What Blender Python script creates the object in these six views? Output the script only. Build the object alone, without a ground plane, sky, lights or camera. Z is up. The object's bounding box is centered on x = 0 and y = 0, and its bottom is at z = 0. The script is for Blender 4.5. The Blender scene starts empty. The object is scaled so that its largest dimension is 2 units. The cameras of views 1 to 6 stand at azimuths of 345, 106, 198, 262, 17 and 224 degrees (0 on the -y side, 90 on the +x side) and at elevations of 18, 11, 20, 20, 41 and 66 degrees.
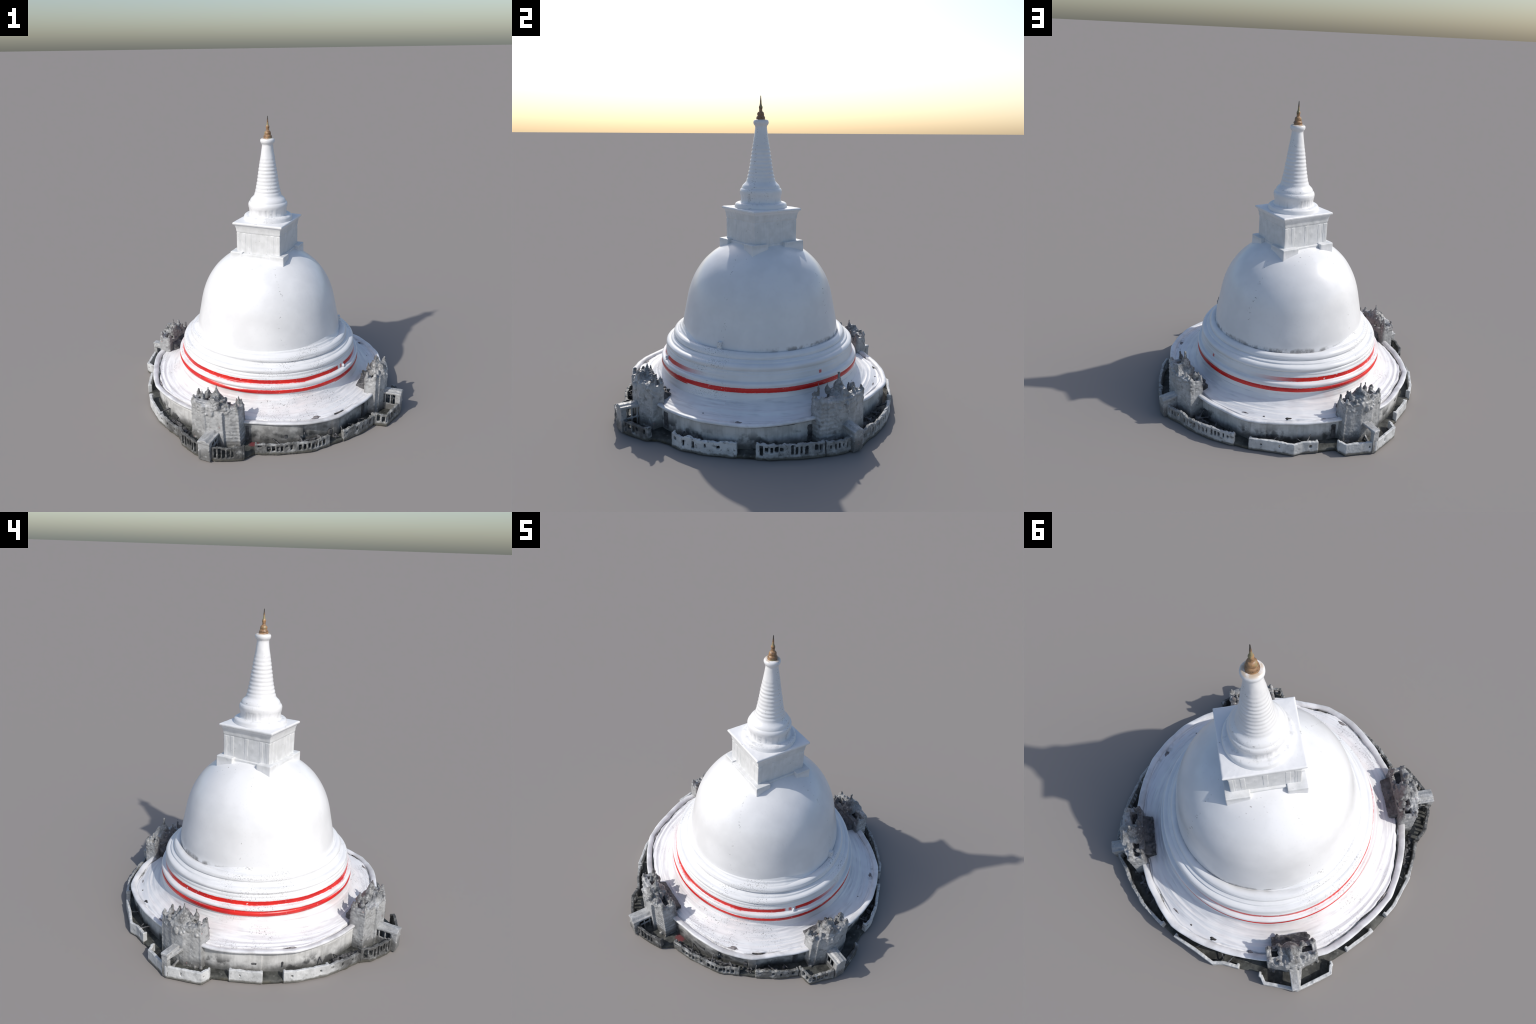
# A white bell-shaped stupa on a ring terrace with four carved gate towers and a low pierced boundary wall.
import bpy, bmesh, math, random
import numpy as np
from mathutils import Matrix, Vector

random.seed(7)
TAU = 2 * math.pi
AXIS_DOME = (0.010, 0.009)     # centre of the bell
AXIS_TOP = (0.015, 0.015)      # the spire leans off a little
GATES = 51.05                  # bearing of the first gate; the others follow every 90 degrees

# ------------------------------------------------------------------ noise
def _hash(ix, iy, iz):
    n = (ix * 374761393 + iy * 668265263 + iz * 2147483647 + 1013904223) & 0xFFFFFFFF
    n = ((n ^ (n >> 13)) * 1274126177) & 0xFFFFFFFF
    n = ((n ^ (n >> 16)) * 2246822519) & 0xFFFFFFFF
    return ((n ^ (n >> 15)) & 0xFFFFFF) / float(0x7FFFFF) - 1.0

def vnoise(p):
    """value noise in -1..1 at an (n,3) array of points"""
    p = np.asarray(p, float)
    i = np.floor(p).astype(np.int64)
    f = p - i
    u = f * f * f * (f * (f * 6 - 15) + 10)
    x, y, z = i.T
    r = 0
    for dx in (0, 1):
        wx = u[:, 0] if dx else 1 - u[:, 0]
        for dy in (0, 1):
            wy = u[:, 1] if dy else 1 - u[:, 1]
            for dz in (0, 1):
                wz = u[:, 2] if dz else 1 - u[:, 2]
                r = r + wx * wy * wz * _hash(x + dx, y + dy, z + dz)
    return r

def fbm(p, octaves=3, seed=0.0):
    p = np.asarray(p, float) + seed
    r, a = 0, 1.0
    for _ in range(octaves):
        r = r + a * vnoise(p)
        p = p * 2.03 + 17.1
        a *= 0.5
    return r / 1.75

def ring_noise(az, second, freq_az, freq, octaves=3, seed=0.0):
    """noise that closes round the ring: az in radians, second = height or radius"""
    az, second = np.broadcast_arrays(az, second)
    q = np.stack([np.cos(az).ravel() * freq_az, np.sin(az).ravel() * freq_az, second.ravel() * freq], 1)
    return fbm(q, octaves, seed).reshape(az.shape)

# ------------------------------------------------------------------ mesh helpers
def new_mesh_object(name, verts, faces, mat, parent=None, smooth=True):
    me = bpy.data.meshes.new(name)
    me.from_pydata([tuple(v) for v in verts], [], [tuple(f) for f in faces])
    me.validate()
    if smooth:
        me.polygons.foreach_set("use_smooth", np.ones(len(me.polygons), bool))
    ob = bpy.data.objects.new(name, me)
    bpy.context.scene.collection.objects.link(ob)
    if mat:
        me.materials.append(mat)
    ob.parent = parent
    return ob

def grid_faces(nu, nv, wrap):
    """quads for an (nu x nv) vertex grid, wrapping along the first axis"""
    i = np.arange(nu if wrap else nu - 1)[:, None]
    j = np.arange(nv - 1)[None, :]
    a = i * nv + j
    b = ((i + 1) % nu) * nv + j
    return np.stack([a, b, b + 1, a + 1], -1).reshape(-1, 4)

def refine(profile, step):
    """resample an open (r, z) polyline smoothly at about `step`"""
    p = np.array(profile, float)
    d = np.r_[0, np.cumsum(np.hypot(*np.diff(p, axis=0).T))]
    n = max(int(d[-1] / step), len(p))
    t = np.linspace(0, d[-1], n)
    # Catmull-Rom with clamped tangents keeps the mouldings soft
    m = np.zeros_like(p)
    m[1:-1] = (p[2:] - p[:-2]) / (d[2:] - d[:-2])[:, None]
    m[0] = (p[1] - p[0]) / (d[1] - d[0]); m[-1] = (p[-1] - p[-2]) / (d[-1] - d[-2])
    k = np.clip(np.searchsorted(d, t, side="right") - 1, 0, len(p) - 2)
    h = (d[k + 1] - d[k]); s = ((t - d[k]) / h)[:, None]; h = h[:, None]
    return ((2*s**3 - 3*s**2 + 1) * p[k] + (s**3 - 2*s**2 + s) * h * m[k]
            + (-2*s**3 + 3*s**2) * p[k+1] + (s**3 - s**2) * h * m[k+1])

def revolve(name, profile, axis, mat, parent, n=360, step=0.006, wobble=None, cap=False):
    """turn a profile round a vertical axis; wobble(az, r, z) returns (dr, dz)"""
    p = refine(profile, step)
    az = np.linspace(0, TAU, n, endpoint=False)[:, None]
    r = np.broadcast_to(p[:, 0], (n, len(p))).copy(); z = np.broadcast_to(p[:, 1], (n, len(p))).copy()
    if wobble:
        dr, dz = wobble(az, r, z)
        r = r + dr; z = z + dz
    v = np.stack([axis[0] + r * np.cos(az), axis[1] + r * np.sin(az), z], -1).reshape(-1, 3)
    f = [tuple(q) for q in grid_faces(n, len(p), True)]
    if cap:
        f.append(tuple(i * len(p) for i in range(n - 1, -1, -1)))
        f.append(tuple(i * len(p) + len(p) - 1 for i in range(n)))
    ob = new_mesh_object(name, v, f, mat, parent)
    bm = bmesh.new(); bm.from_mesh(ob.data)
    bmesh.ops.recalc_face_normals(bm, faces=bm.faces); bm.to_mesh(ob.data); bm.free()
    return ob

class Build:
    """collects solid pieces that are melted into one part"""
    def __init__(self):
        self.bm = bmesh.new()

    def hexa(self, c):
        """eight corners: bottom ring of four, then top ring of four"""
        v = [self.bm.verts.new(p) for p in c]
        for f in ((3, 2, 1, 0), (4, 5, 6, 7), (0, 1, 5, 4), (1, 2, 6, 5), (2, 3, 7, 6), (3, 0, 4, 7)):
            self.bm.faces.new([v[i] for i in f])

    def box(self, x0, x1, y0, y1, z0, z1, taper=0.0):
        t = taper
        self.hexa([(x0, y0, z0), (x1, y0, z0), (x1, y1, z0), (x0, y1, z0),
                   (x0 + t, y0 + t, z1), (x1 - t, y0 + t, z1), (x1 - t, y1 - t, z1), (x0 + t, y1 - t, z1)])

    def beam(self, a, b, w, h):
        a, b = Vector(a), Vector(b)
        d = (b - a).normalized()
        s = d.cross(Vector((0, 0, 1)))
        s = s.normalized() if s.length > 1e-4 else Vector((1, 0, 0))
        u = s.cross(d).normalized()
        s *= w / 2; u *= h / 2
        self.hexa([a - s - u, a + s - u, b + s - u, b - s - u, a - s + u, a + s + u, b + s + u, b - s + u])

    def turned(self, x, y, prof, n=14, squash=1.0):
        rings = []
        for r, z in prof:
            rings.append([self.bm.verts.new((x + r * math.cos(TAU * i / n), y + squash * r * math.sin(TAU * i / n), z)) for i in range(n)])
        for a, b in zip(rings, rings[1:]):
            for i in range(n):
                self.bm.faces.new((a[i], a[(i + 1) % n], b[(i + 1) % n], b[i]))
        self.bm.faces.new(rings[0][::-1]); self.bm.faces.new(rings[-1])

    def ball(self, x, y, z, r, sz=1.0):
        self.turned(x, y, [(r * math.sin(math.pi * k / 8) + 1e-4, z - sz * r * math.cos(math.pi * k / 8)) for k in range(9)], 12)

    def strip(self, path, thick, z0, z1):
        """a wall of given thickness standing on the inner side of an open plan path (counter-clockwise)"""
        path = [Vector((p[0], p[1])) for p in path]
        inner = []
        for i, p in enumerate(path):
            a = path[max(i - 1, 0)]; b = path[min(i + 1, len(path) - 1)]
            t = (b - a).normalized()
            inner.append(p + Vector((-t.y, t.x)) * thick)
        lo0, lo1, hi0, hi1 = ([self.bm.verts.new((q.x, q.y, z)) for q in line] for z in (z0, z1) for line in (path, inner))
        n = len(path)
        for i in range(n - 1):
            self.bm.faces.new((lo0[i], lo0[i+1], hi0[i+1], hi0[i]))
            self.bm.faces.new((lo1[i+1], lo1[i], hi1[i], hi1[i+1]))
            self.bm.faces.new((hi0[i], hi0[i+1], hi1[i+1], hi1[i]))
            self.bm.faces.new((lo0[i+1], lo0[i], lo1[i], lo1[i+1]))
        self.bm.faces.new((lo0[0], hi0[0], hi1[0], lo1[0]))
        self.bm.faces.new((lo0[-1], lo1[-1], hi1[-1], hi0[-1]))

    def finish(self, name, mat, parent, matrix=None, voxel=0.004, smooth=3, wear=None, sharp=False):
        """melt the pieces together, wear the surface, place in the stupa's frame"""
        bmesh.ops.recalc_face_normals(self.bm, faces=self.bm.faces)
        me = bpy.data.meshes.new(name)
        self.bm.to_mesh(me); self.bm.free()
        ob = bpy.data.objects.new(name, me)
        bpy.context.scene.collection.objects.link(ob)
        if voxel:
            m = ob.modifiers.new("melt", "REMESH"); m.mode = "VOXEL"; m.voxel_size = voxel; m.use_smooth_shade = True
            if smooth:
                s = ob.modifiers.new("soften", "SMOOTH"); s.iterations = smooth; s.factor = 0.5
            dg = bpy.context.evaluated_depsgraph_get()
            out = bpy.data.meshes.new_from_object(ob.evaluated_get(dg))
            ob.modifiers.clear(); ob.data = out; bpy.data.meshes.remove(me); me = out; me.name = name
        if wear:
            n = len(me.vertices)
            co = np.empty(n * 3); me.vertices.foreach_get("co", co); co = co.reshape(-1, 3)
            no = np.empty(n * 3); me.vertices.foreach_get("normal", no); no = no.reshape(-1, 3)
            co = wear(co, no)
            me.vertices.foreach_set("co", co.ravel()); me.update()
        if matrix is not None:
            me.transform(matrix)
        if voxel:
            me.polygons.foreach_set("use_smooth", np.ones(len(me.polygons), bool))
        me.materials.clear(); me.materials.append(mat)
        ob.parent = parent
        return ob

# ------------------------------------------------------------------ materials
class Nodes:
    def __init__(self, name, rough=0.45, spec=0.5):
        self.mat = bpy.data.materials.new(name); self.mat.use_nodes = True
        self.t = self.mat.node_tree; self.t.nodes.clear()
        self.out = self.t.nodes.new("ShaderNodeOutputMaterial")
        self.b = self.t.nodes.new("ShaderNodeBsdfPrincipled")
        self.b.inputs["Roughness"].default_value = rough
        self.b.inputs["Specular IOR Level"].default_value = spec
        self.t.links.new(self.b.outputs[0], self.out.inputs[0])
        tc = self.t.nodes.new("ShaderNodeTexCoord"); self.co = tc.outputs["Object"]
        s = self.t.nodes.new("ShaderNodeSeparateXYZ"); self.link(self.co, s.inputs[0])
        self.x, self.y, self.z = s.outputs

    def link(self, a, b):
        if isinstance(a, (int, float)):
            b.default_value = a
        elif isinstance(a, tuple):
            b.default_value = (*a, 1.0) if len(a) == 3 else a
        else:
            self.t.links.new(a, b)

    def math(self, op, a, b=0.0, c=0.0, clamp=False):
        n = self.t.nodes.new("ShaderNodeMath"); n.operation = op; n.use_clamp = clamp
        for v, i in zip((a, b, c), n.inputs):
            self.link(v, i)
        return n.outputs[0]

    def mul(self, *a):
        r = a[0]
        for b in a[1:]:
            r = self.math("MULTIPLY", r, b)
        return r

    def add(self, a, b): return self.math("ADD", a, b)
    def sub(self, a, b): return self.math("SUBTRACT", a, b)
    def maxi(self, a, b): return self.math("MAXIMUM", a, b)

    def step(self, v, a, b):
        """smooth ramp 0 at a, 1 at b (a may exceed b)"""
        n = self.t.nodes.new("ShaderNodeMapRange"); n.interpolation_type = "SMOOTHSTEP"
        flip = a > b
        self.link(v, n.inputs[0])
        n.inputs[1].default_value, n.inputs[2].default_value = (b, a) if flip else (a, b)
        n.inputs[3].default_value, n.inputs[4].default_value = (1, 0) if flip else (0, 1)
        return n.outputs[0]

    def band(self, v, a, b, soft):
        return self.mul(self.step(v, a - soft, a + soft), self.step(v, b + soft, b - soft))

    def azimuth(self):
        """bearing in degrees, 0..360"""
        a = self.math("ARCTAN2", self.y, self.x)
        return self.math("MODULO", self.add(self.mul(a, 180 / math.pi), 360.0), 360.0)

    def radius(self):
        return self.math("SQRT", self.add(self.mul(self.x, self.x), self.mul(self.y, self.y)))

    def vec(self, x, y, z):
        n = self.t.nodes.new("ShaderNodeCombineXYZ")
        for v, i in zip((x, y, z), n.inputs):
            self.link(v, i)
        return n.outputs[0]

    def noise(self, scale, detail=3.0, rough=0.55, stretch=None, vec=None, dist=0.0):
        n = self.t.nodes.new("ShaderNodeTexNoise")
        n.inputs["Scale"].default_value = scale; n.inputs["Detail"].default_value = detail
        n.inputs["Roughness"].default_value = rough; n.inputs["Distortion"].default_value = dist
        v = vec if vec is not None else self.co
        if stretch:
            m = self.t.nodes.new("ShaderNodeMapping"); m.inputs["Scale"].default_value = stretch
            self.link(v, m.inputs[0]); v = m.outputs[0]
        self.link(v, n.inputs["Vector"])
        return n.outputs["Fac"]

    def specks(self, scale, size):
        """scattered dots: 1 inside a dot"""
        n = self.t.nodes.new("ShaderNodeTexVoronoi"); n.inputs["Scale"].default_value = scale
        w = self.t.nodes.new("ShaderNodeMapping"); w.inputs["Scale"].default_value = (1, 1, 2.2)
        self.link(self.co, w.inputs[0]); self.link(w.outputs[0], n.inputs["Vector"])
        return self.step(n.outputs["Distance"], size, size * 0.6)

    def mix(self, f, a, b):
        n = self.t.nodes.new("ShaderNodeMix"); n.data_type = "RGBA"
        self.link(f, n.inputs[0]); self.link(a, n.inputs[6]); self.link(b, n.inputs[7])
        return n.outputs[2]

    def color(self, c): self.link(c, self.b.inputs["Base Color"])

    def bump(self, h, strength, distance):
        n = self.t.nodes.new("ShaderNodeBump"); n.inputs["Strength"].default_value = strength; n.inputs["Distance"].default_value = distance
        self.link(h, n.inputs["Height"]); self.link(n.outputs[0], self.b.inputs["Normal"])

WHITE = (0.80, 0.805, 0.815)

def white_base(n):
    """lime wash: faint cloudy change of tone"""
    c = n.mix(n.step(n.noise(5, 4), 0.35, 0.65), WHITE, (0.74, 0.745, 0.755))
    return n.mix(n.mul(n.step(n.noise(90, 3), 0.55, 0.75), 0.25), c, (0.66, 0.665, 0.67))

def mat_dome():
    n = Nodes("lime_wash_dome", 0.27)
    c = white_base(n)
    az = n.azimuth()
    wob = n.mul(n.sub(n.noise(6, 2), 0.5), 16.0)
    a = n.add(az, wob)
    seam = 0.0
    for deg in (75, 161, 266, 352):
        seam = n.maxi(seam, n.band(a, deg - 1.1, deg + 1.1, 0.5))
    chips = n.step(n.noise(75, 4, 0.6), 0.60, 0.66)
    patchy = n.step(n.noise(9, 2), 0.42, 0.56)
    c = n.mix(n.mul(seam, chips, patchy, n.step(n.z, 1.06, 1.0), 0.75), c, (0.09, 0.085, 0.08))
    # flaked patches under the corner blocks of the reliquary box
    chip2 = n.mul(n.step(n.noise(60, 3, 0.6, (1, 1, 1.5)), 0.66, 0.71), n.step(n.z, 0.97, 1.03), n.step(n.noise(4, 1), 0.48, 0.58))
    c = n.mix(n.mul(chip2, 0.6), c, (0.16, 0.13, 0.12))
    # grime in the joint at the foot of the bell
    foot = n.mul(n.step(n.add(n.z, n.mul(n.sub(n.noise(30, 3), 0.5), 0.03)), 0.522, 0.498), n.step(n.noise(16, 4, 0.6), 0.40, 0.6), n.step(n.sub(n.y, n.mul(n.x, 0.1)), 0.0, 0.35))
    c = n.mix(n.mul(foot, 0.7), c, (0.12, 0.115, 0.11))
    n.color(c)
    n.bump(n.noise(14, 4), 0.08, 0.01)
    return n.mat

def mat_terrace():
    n = Nodes("lime_wash_terrace", 0.32)
    c = white_base(n)
    az = n.azimuth()
    ring = n.vec(n.mul(n.x, 3.0), n.mul(n.y, 3.0), n.mul(n.z, 40.0))
    # streaky lines of dirt along the courses
    c = n.mix(n.mul(n.step(n.noise(1.6, 3, vec=ring), 0.52, 0.72), 0.25), c, (0.52, 0.525, 0.53))
    # pepper where the wash has flaked, in four stretches round the ring
    zone = 0.0
    for deg, w in ((272, 22), (172, 20), (350, 10)):
        zone = n.maxi(zone, n.band(az, deg - w, deg + w, 8))
    zone = n.mul(zone, n.step(n.noise(7, 2, stretch=(1, 1, 3)), 0.42, 0.56))
    c = n.mix(n.mul(zone, n.step(n.noise(125, 3, 0.6, (1, 1, 2)), 0.575, 0.63), 0.75), c, (0.12, 0.11, 0.10))
    # the two painted red stripes, edges wandering a little
    wob = n.mul(n.sub(n.noise(3.2, 2, stretch=(1, 1, 0)), 0.5), 0.012)
    fine = n.mul(n.sub(n.noise(60, 2), 0.5), 0.004)
    zz = n.add(n.add(n.z, wob), fine)
    low = n.band(zz, 0.2845, 0.3125, 0.0016)
    low = n.maxi(low, n.mul(n.band(zz, 0.2740, 0.3080, 0.0016), n.band(az, 299.0, 335, 1.0)))
    low = n.maxi(low, n.mul(n.band(zz, 0.2865, 0.3230, 0.0016), n.band(az, 138, 222, 14)))
    up = n.band(zz, 0.3470, 0.3725, 0.0016)
    keep = n.maxi(n.mul(n.step(az, 84, 116), n.step(az, 304.6, 303)), n.mul(n.step(az, 309.2, 310.6), 1.0))
    keep = n.maxi(keep, n.mul(n.band(az, 305.8, 307.6, 0.5), 0.8))
    faded = n.mul(n.step(az, 350, 318), keep)
    tick = n.mul(n.band(az, 52.6, 54.4, 0.4), n.band(n.z, 0.352, 0.371, 0.003), 0.85)
    gone = n.step(n.noise(38, 4, 0.6), 0.66, 0.70)
    up = n.mul(n.maxi(n.mul(up, faded), tick), n.sub(1.0, n.mul(gone, 0.7)))
    flake = n.mul(n.step(n.noise(95, 3, 0.6), 0.66, 0.70), 0.5)
    red = n.mul(n.maxi(low, up), n.sub(1.0, flake))
    tone = n.mix(n.step(n.noise(8, 3), 0.35, 0.65), (0.70, 0.016, 0.009), (0.55, 0.013, 0.013))
    c = n.mix(red, c, tone)
    # washed-out pink under the stripes
    pink = n.mul(n.maxi(n.band(n.z, 0.325, 0.343, 0.006), n.band(n.z, 0.20, 0.287, 0.02)), n.step(n.noise(5, 3), 0.42, 0.6), n.band(az, 100, 285, 20))
    c = n.mix(n.mul(pink, 0.35, n.sub(1.0, red)), c, (0.72, 0.52, 0.50))
    n.color(c)
    n.bump(n.noise(1.2, 4, vec=ring), 0.25, 0.006)
    return n.mat

def mat_deck():
    n = Nodes("lime_wash_deck", 0.42)
    c = n.mix(n.step(n.noise(6, 4), 0.35, 0.65), (0.79, 0.792, 0.80), (0.725, 0.727, 0.74))
    az, r = n.azimuth(), n.radius()
    ring = n.vec(n.mul(az, 0.05), n.mul(r, 34.0), 0.0)
    c = n.mix(n.mul(n.step(n.noise(1.5, 4, vec=ring), 0.50, 0.68), 0.42), c, (0.47, 0.47, 0.49))
    pink = n.mul(n.step(r, 0.76, 0.67), n.band(az, 105, 285, 22), n.step(n.noise(4.5, 3), 0.36, 0.6))
    c = n.mix(n.mul(pink, 0.38), c, (0.68, 0.585, 0.565))
    zone = n.maxi(n.band(az, 245, 300, 12), n.band(az, 155, 195, 12))
    zone = n.mul(zone, n.step(n.noise(6, 2), 0.38, 0.54))
    c = n.mix(n.mul(zone, n.step(n.noise(125, 3, 0.6), 0.585, 0.64), 0.7), c, (0.10, 0.095, 0.09))
    # soot and lichen gathering near the outer gutter
    edge = n.mul(n.step(r, 0.765, 0.83), n.step(n.noise(13, 4, 0.65), 0.55, 0.70))
    c = n.mix(n.mul(edge, 0.5), c, (0.20, 0.19, 0.18))
    n.color(c)
    n.bump(n.noise(1.2, 4, vec=ring), 0.5, 0.008)
    return n.mat

def mat_kerb():
    n = Nodes("lime_wash_kerb", 0.42)
    c = n.mix(n.step(n.noise(9, 4), 0.40, 0.66), (0.77, 0.775, 0.79), (0.62, 0.625, 0.64))
    az = n.azimuth()
    grey = n.mul(n.maxi(n.band(az, 196, 250, 12), n.band(az, 268, 284, 8)), n.step(n.noise(11, 4), 0.30, 0.55))
    c = n.mix(n.mul(grey, 0.6), c, (0.42, 0.42, 0.42))
    stain = n.mul(n.step(n.noise(7, 5, 0.6), 0.48, 0.64), 0.5)
    c = n.mix(stain, c, (0.43, 0.43, 0.435))
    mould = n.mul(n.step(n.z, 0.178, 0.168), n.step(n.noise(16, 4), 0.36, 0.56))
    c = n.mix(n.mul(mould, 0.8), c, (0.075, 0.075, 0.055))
    n.color(c)
    n.bump(n.noise(30, 4), 0.2, 0.004)
    return n.mat

def mat_drum():
    n = Nodes("stained_plaster", 0.55, 0.35)
    az = n.azimuth()
    streak = n.noise(1.0, 4, 0.6, vec=n.vec(n.mul(n.x, 45.0), n.mul(n.y, 45.0), n.mul(n.z, 4.0)))
    c = n.mix(n.step(streak, 0.38, 0.70), (0.62, 0.62, 0.61), (0.49, 0.49, 0.48))
    c = n.mix(n.mul(n.step(n.noise(10, 5, 0.6), 0.46, 0.66), 0.55), c, (0.36, 0.36, 0.35))
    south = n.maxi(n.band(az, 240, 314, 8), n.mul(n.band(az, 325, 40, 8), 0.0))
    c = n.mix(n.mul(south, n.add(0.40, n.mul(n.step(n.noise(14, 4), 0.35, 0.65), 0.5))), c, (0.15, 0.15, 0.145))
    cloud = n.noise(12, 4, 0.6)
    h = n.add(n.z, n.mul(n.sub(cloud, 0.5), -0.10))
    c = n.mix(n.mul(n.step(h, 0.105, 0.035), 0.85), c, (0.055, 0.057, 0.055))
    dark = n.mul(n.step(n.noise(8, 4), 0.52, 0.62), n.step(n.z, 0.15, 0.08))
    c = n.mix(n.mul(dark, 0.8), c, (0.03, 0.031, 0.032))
    n.color(c)
    n.bump(n.noise(30, 4), 0.25, 0.005)
    return n.mat

def mat_tower():
    n = Nodes("weathered_stone", 0.40, 0.5)
    c = n.mix(n.step(n.noise(9, 5, 0.6), 0.32, 0.68), (0.45, 0.457, 0.46), (0.33, 0.335, 0.335))
    c = n.mix(n.mul(n.step(n.noise(30, 5, 0.62), 0.50, 0.64), 0.45), c, (0.20, 0.20, 0.198))
    course = n.noise(1.0, 3, 0.6, vec=n.vec(n.mul(n.x, 8.0), n.mul(n.y, 8.0), n.mul(n.z, 70.0)))
    c = n.mix(n.mul(n.step(course, 0.50, 0.70), 0.35), c, (0.22, 0.22, 0.215))
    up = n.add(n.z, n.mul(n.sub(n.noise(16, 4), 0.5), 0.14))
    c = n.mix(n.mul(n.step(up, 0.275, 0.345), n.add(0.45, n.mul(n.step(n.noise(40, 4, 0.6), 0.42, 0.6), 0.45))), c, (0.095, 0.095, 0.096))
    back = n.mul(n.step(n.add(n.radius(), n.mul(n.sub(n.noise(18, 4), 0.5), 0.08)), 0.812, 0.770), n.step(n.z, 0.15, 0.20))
    c = n.mix(n.mul(back, 0.8), c, (0.085, 0.080, 0.080))  # shadow on the stupa-facing side painted into the stone colour
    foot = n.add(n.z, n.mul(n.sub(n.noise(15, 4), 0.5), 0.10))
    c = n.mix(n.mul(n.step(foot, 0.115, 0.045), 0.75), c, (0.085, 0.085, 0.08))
    soot = n.mul(n.step(n.noise(24, 5, 0.65), 0.55, 0.68), 0.6)
    c = n.mix(soot, c, (0.10, 0.10, 0.10))
    pale = n.mul(n.step(n.noise(34, 3), 0.58, 0.70), 0.6)
    c = n.mix(pale, c, (0.55, 0.555, 0.56))
    pink = n.mul(n.step(n.noise(48, 2), 0.735, 0.76), 0.5)
    c = n.mix(pink, c, (0.60, 0.22, 0.22))
    n.color(c)
    n.bump(n.noise(45, 5, 0.6), 0.4, 0.006)
    return n.mat

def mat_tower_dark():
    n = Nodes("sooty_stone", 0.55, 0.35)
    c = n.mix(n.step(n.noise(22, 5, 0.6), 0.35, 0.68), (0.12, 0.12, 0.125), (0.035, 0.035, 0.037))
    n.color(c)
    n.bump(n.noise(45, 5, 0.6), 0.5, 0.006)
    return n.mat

def mat_parapet():
    n = Nodes("stained_parapet", 0.5, 0.4)
    az = n.azimuth()
    c = n.mix(n.step(n.noise(14, 4), 0.35, 0.66), (0.62, 0.63, 0.63), (0.47, 0.48, 0.48))
    south = n.maxi(n.band(az, 202, 340, 10), n.mul(n.band(az, 20, 75, 12), 0.8))
    c = n.mix(n.mul(south, n.add(0.55, n.mul(n.step(n.noise(22, 4), 0.35, 0.62), 0.42))), c, (0.12, 0.122, 0.118))
    c = n.mix(n.mul(n.maxi(n.band(az, 204, 249, 5), n.band(az, 318, 338, 4)), n.step(n.noise(18, 4), 0.30, 0.55), 0.8), c, (0.055, 0.055, 0.054))
    grit = n.mul(n.step(n.noise(36, 5, 0.65), 0.54, 0.66), n.sub(1.0, n.mul(n.band(az, 95, 205, 12), 0.65)))
    c = n.mix(n.mul(grit, 0.72), c, (0.065, 0.065, 0.063))
    foot = n.add(n.z, n.mul(n.sub(n.noise(25, 3), 0.5), 0.03))
    c = n.mix(n.mul(n.step(foot, 0.026, 0.012), 0.85), c, (0.085, 0.082, 0.066))
    n.color(c)
    n.bump(n.noise(50, 4), 0.35, 0.004)
    return n.mat

def mat_ground():
    n = Nodes("dark_paving", 0.6, 0.35)
    c = n.mix(n.step(n.noise(16, 4, 0.6), 0.35, 0.66), (0.030, 0.031, 0.029), (0.085, 0.088, 0.080))
    c = n.mix(n.mul(n.step(n.noise(36, 3), 0.60, 0.70), 0.5), c, (0.17, 0.17, 0.16))
    rim = n.mul(n.step(n.radius(), 0.865, 0.90), n.step(n.noise(12, 3), 0.42, 0.62), n.step(n.z, 0.03, 0.015))
    c = n.mix(n.mul(rim, 0.7), c, (0.10, 0.092, 0.066))
    # the red cloth left in the corner beside the south-west gate
    a = n.azimuth()
    red = n.mul(n.band(a, 245.8, 250.0, 0.8), n.band(n.radius(), 0.795, 0.838, 0.010), n.step(n.noise(26, 2), 0.30, 0.5))
    c = n.mix(n.mul(red, 0.8), c, (0.17, 0.028, 0.036))  # red darkened for the drum's shadow lying over the cloth
    n.color(c)
    n.bump(n.noise(40, 4), 0.5, 0.005)
    return n.mat

def mat_silt():
    n = Nodes("gutter_silt", 0.7, 0.25)
    c = n.mix(n.step(n.noise(35, 4), 0.4, 0.62), (0.022, 0.022, 0.022), (0.16, 0.15, 0.14))
    n.color(c)
    n.bump(n.noise(70, 3), 0.6, 0.004)
    return n.mat

def mat_dirt():
    n = Nodes("brown_dirt", 0.7, 0.25)
    c = n.mix(n.step(n.noise(45, 4), 0.38, 0.64), (0.11, 0.098, 0.095), (0.30, 0.28, 0.28))
    n.color(c)
    n.bump(n.noise(70, 3), 0.5, 0.004)
    return n.mat

def mat_box():
    n = Nodes("lime_wash_box", 0.42)
    c = white_base(n)
    run = n.noise(1.0, 4, 0.6, vec=n.vec(n.mul(n.x, 55.0), n.mul(n.y, 55.0), n.mul(n.z, 5.0)))
    side = n.mul(n.step(n.z, 1.275, 1.262), n.step(n.z, 1.05, 1.08))
    c = n.mix(n.mul(side, n.add(0.35, n.mul(n.step(n.noise(20, 4), 0.35, 0.65), 0.4))), c, (0.60, 0.61, 0.605))
    c = n.mix(n.mul(n.step(run, 0.50, 0.70), 0.20, side), c, (0.50, 0.505, 0.50))
    chip = n.step(n.noise(60, 3, 0.6), 0.68, 0.72)
    c = n.mix(n.mul(chip, 0.45), c, (0.20, 0.19, 0.18))
    n.color(c)
    n.bump(run, 0.12, 0.003)
    return n.mat

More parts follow.
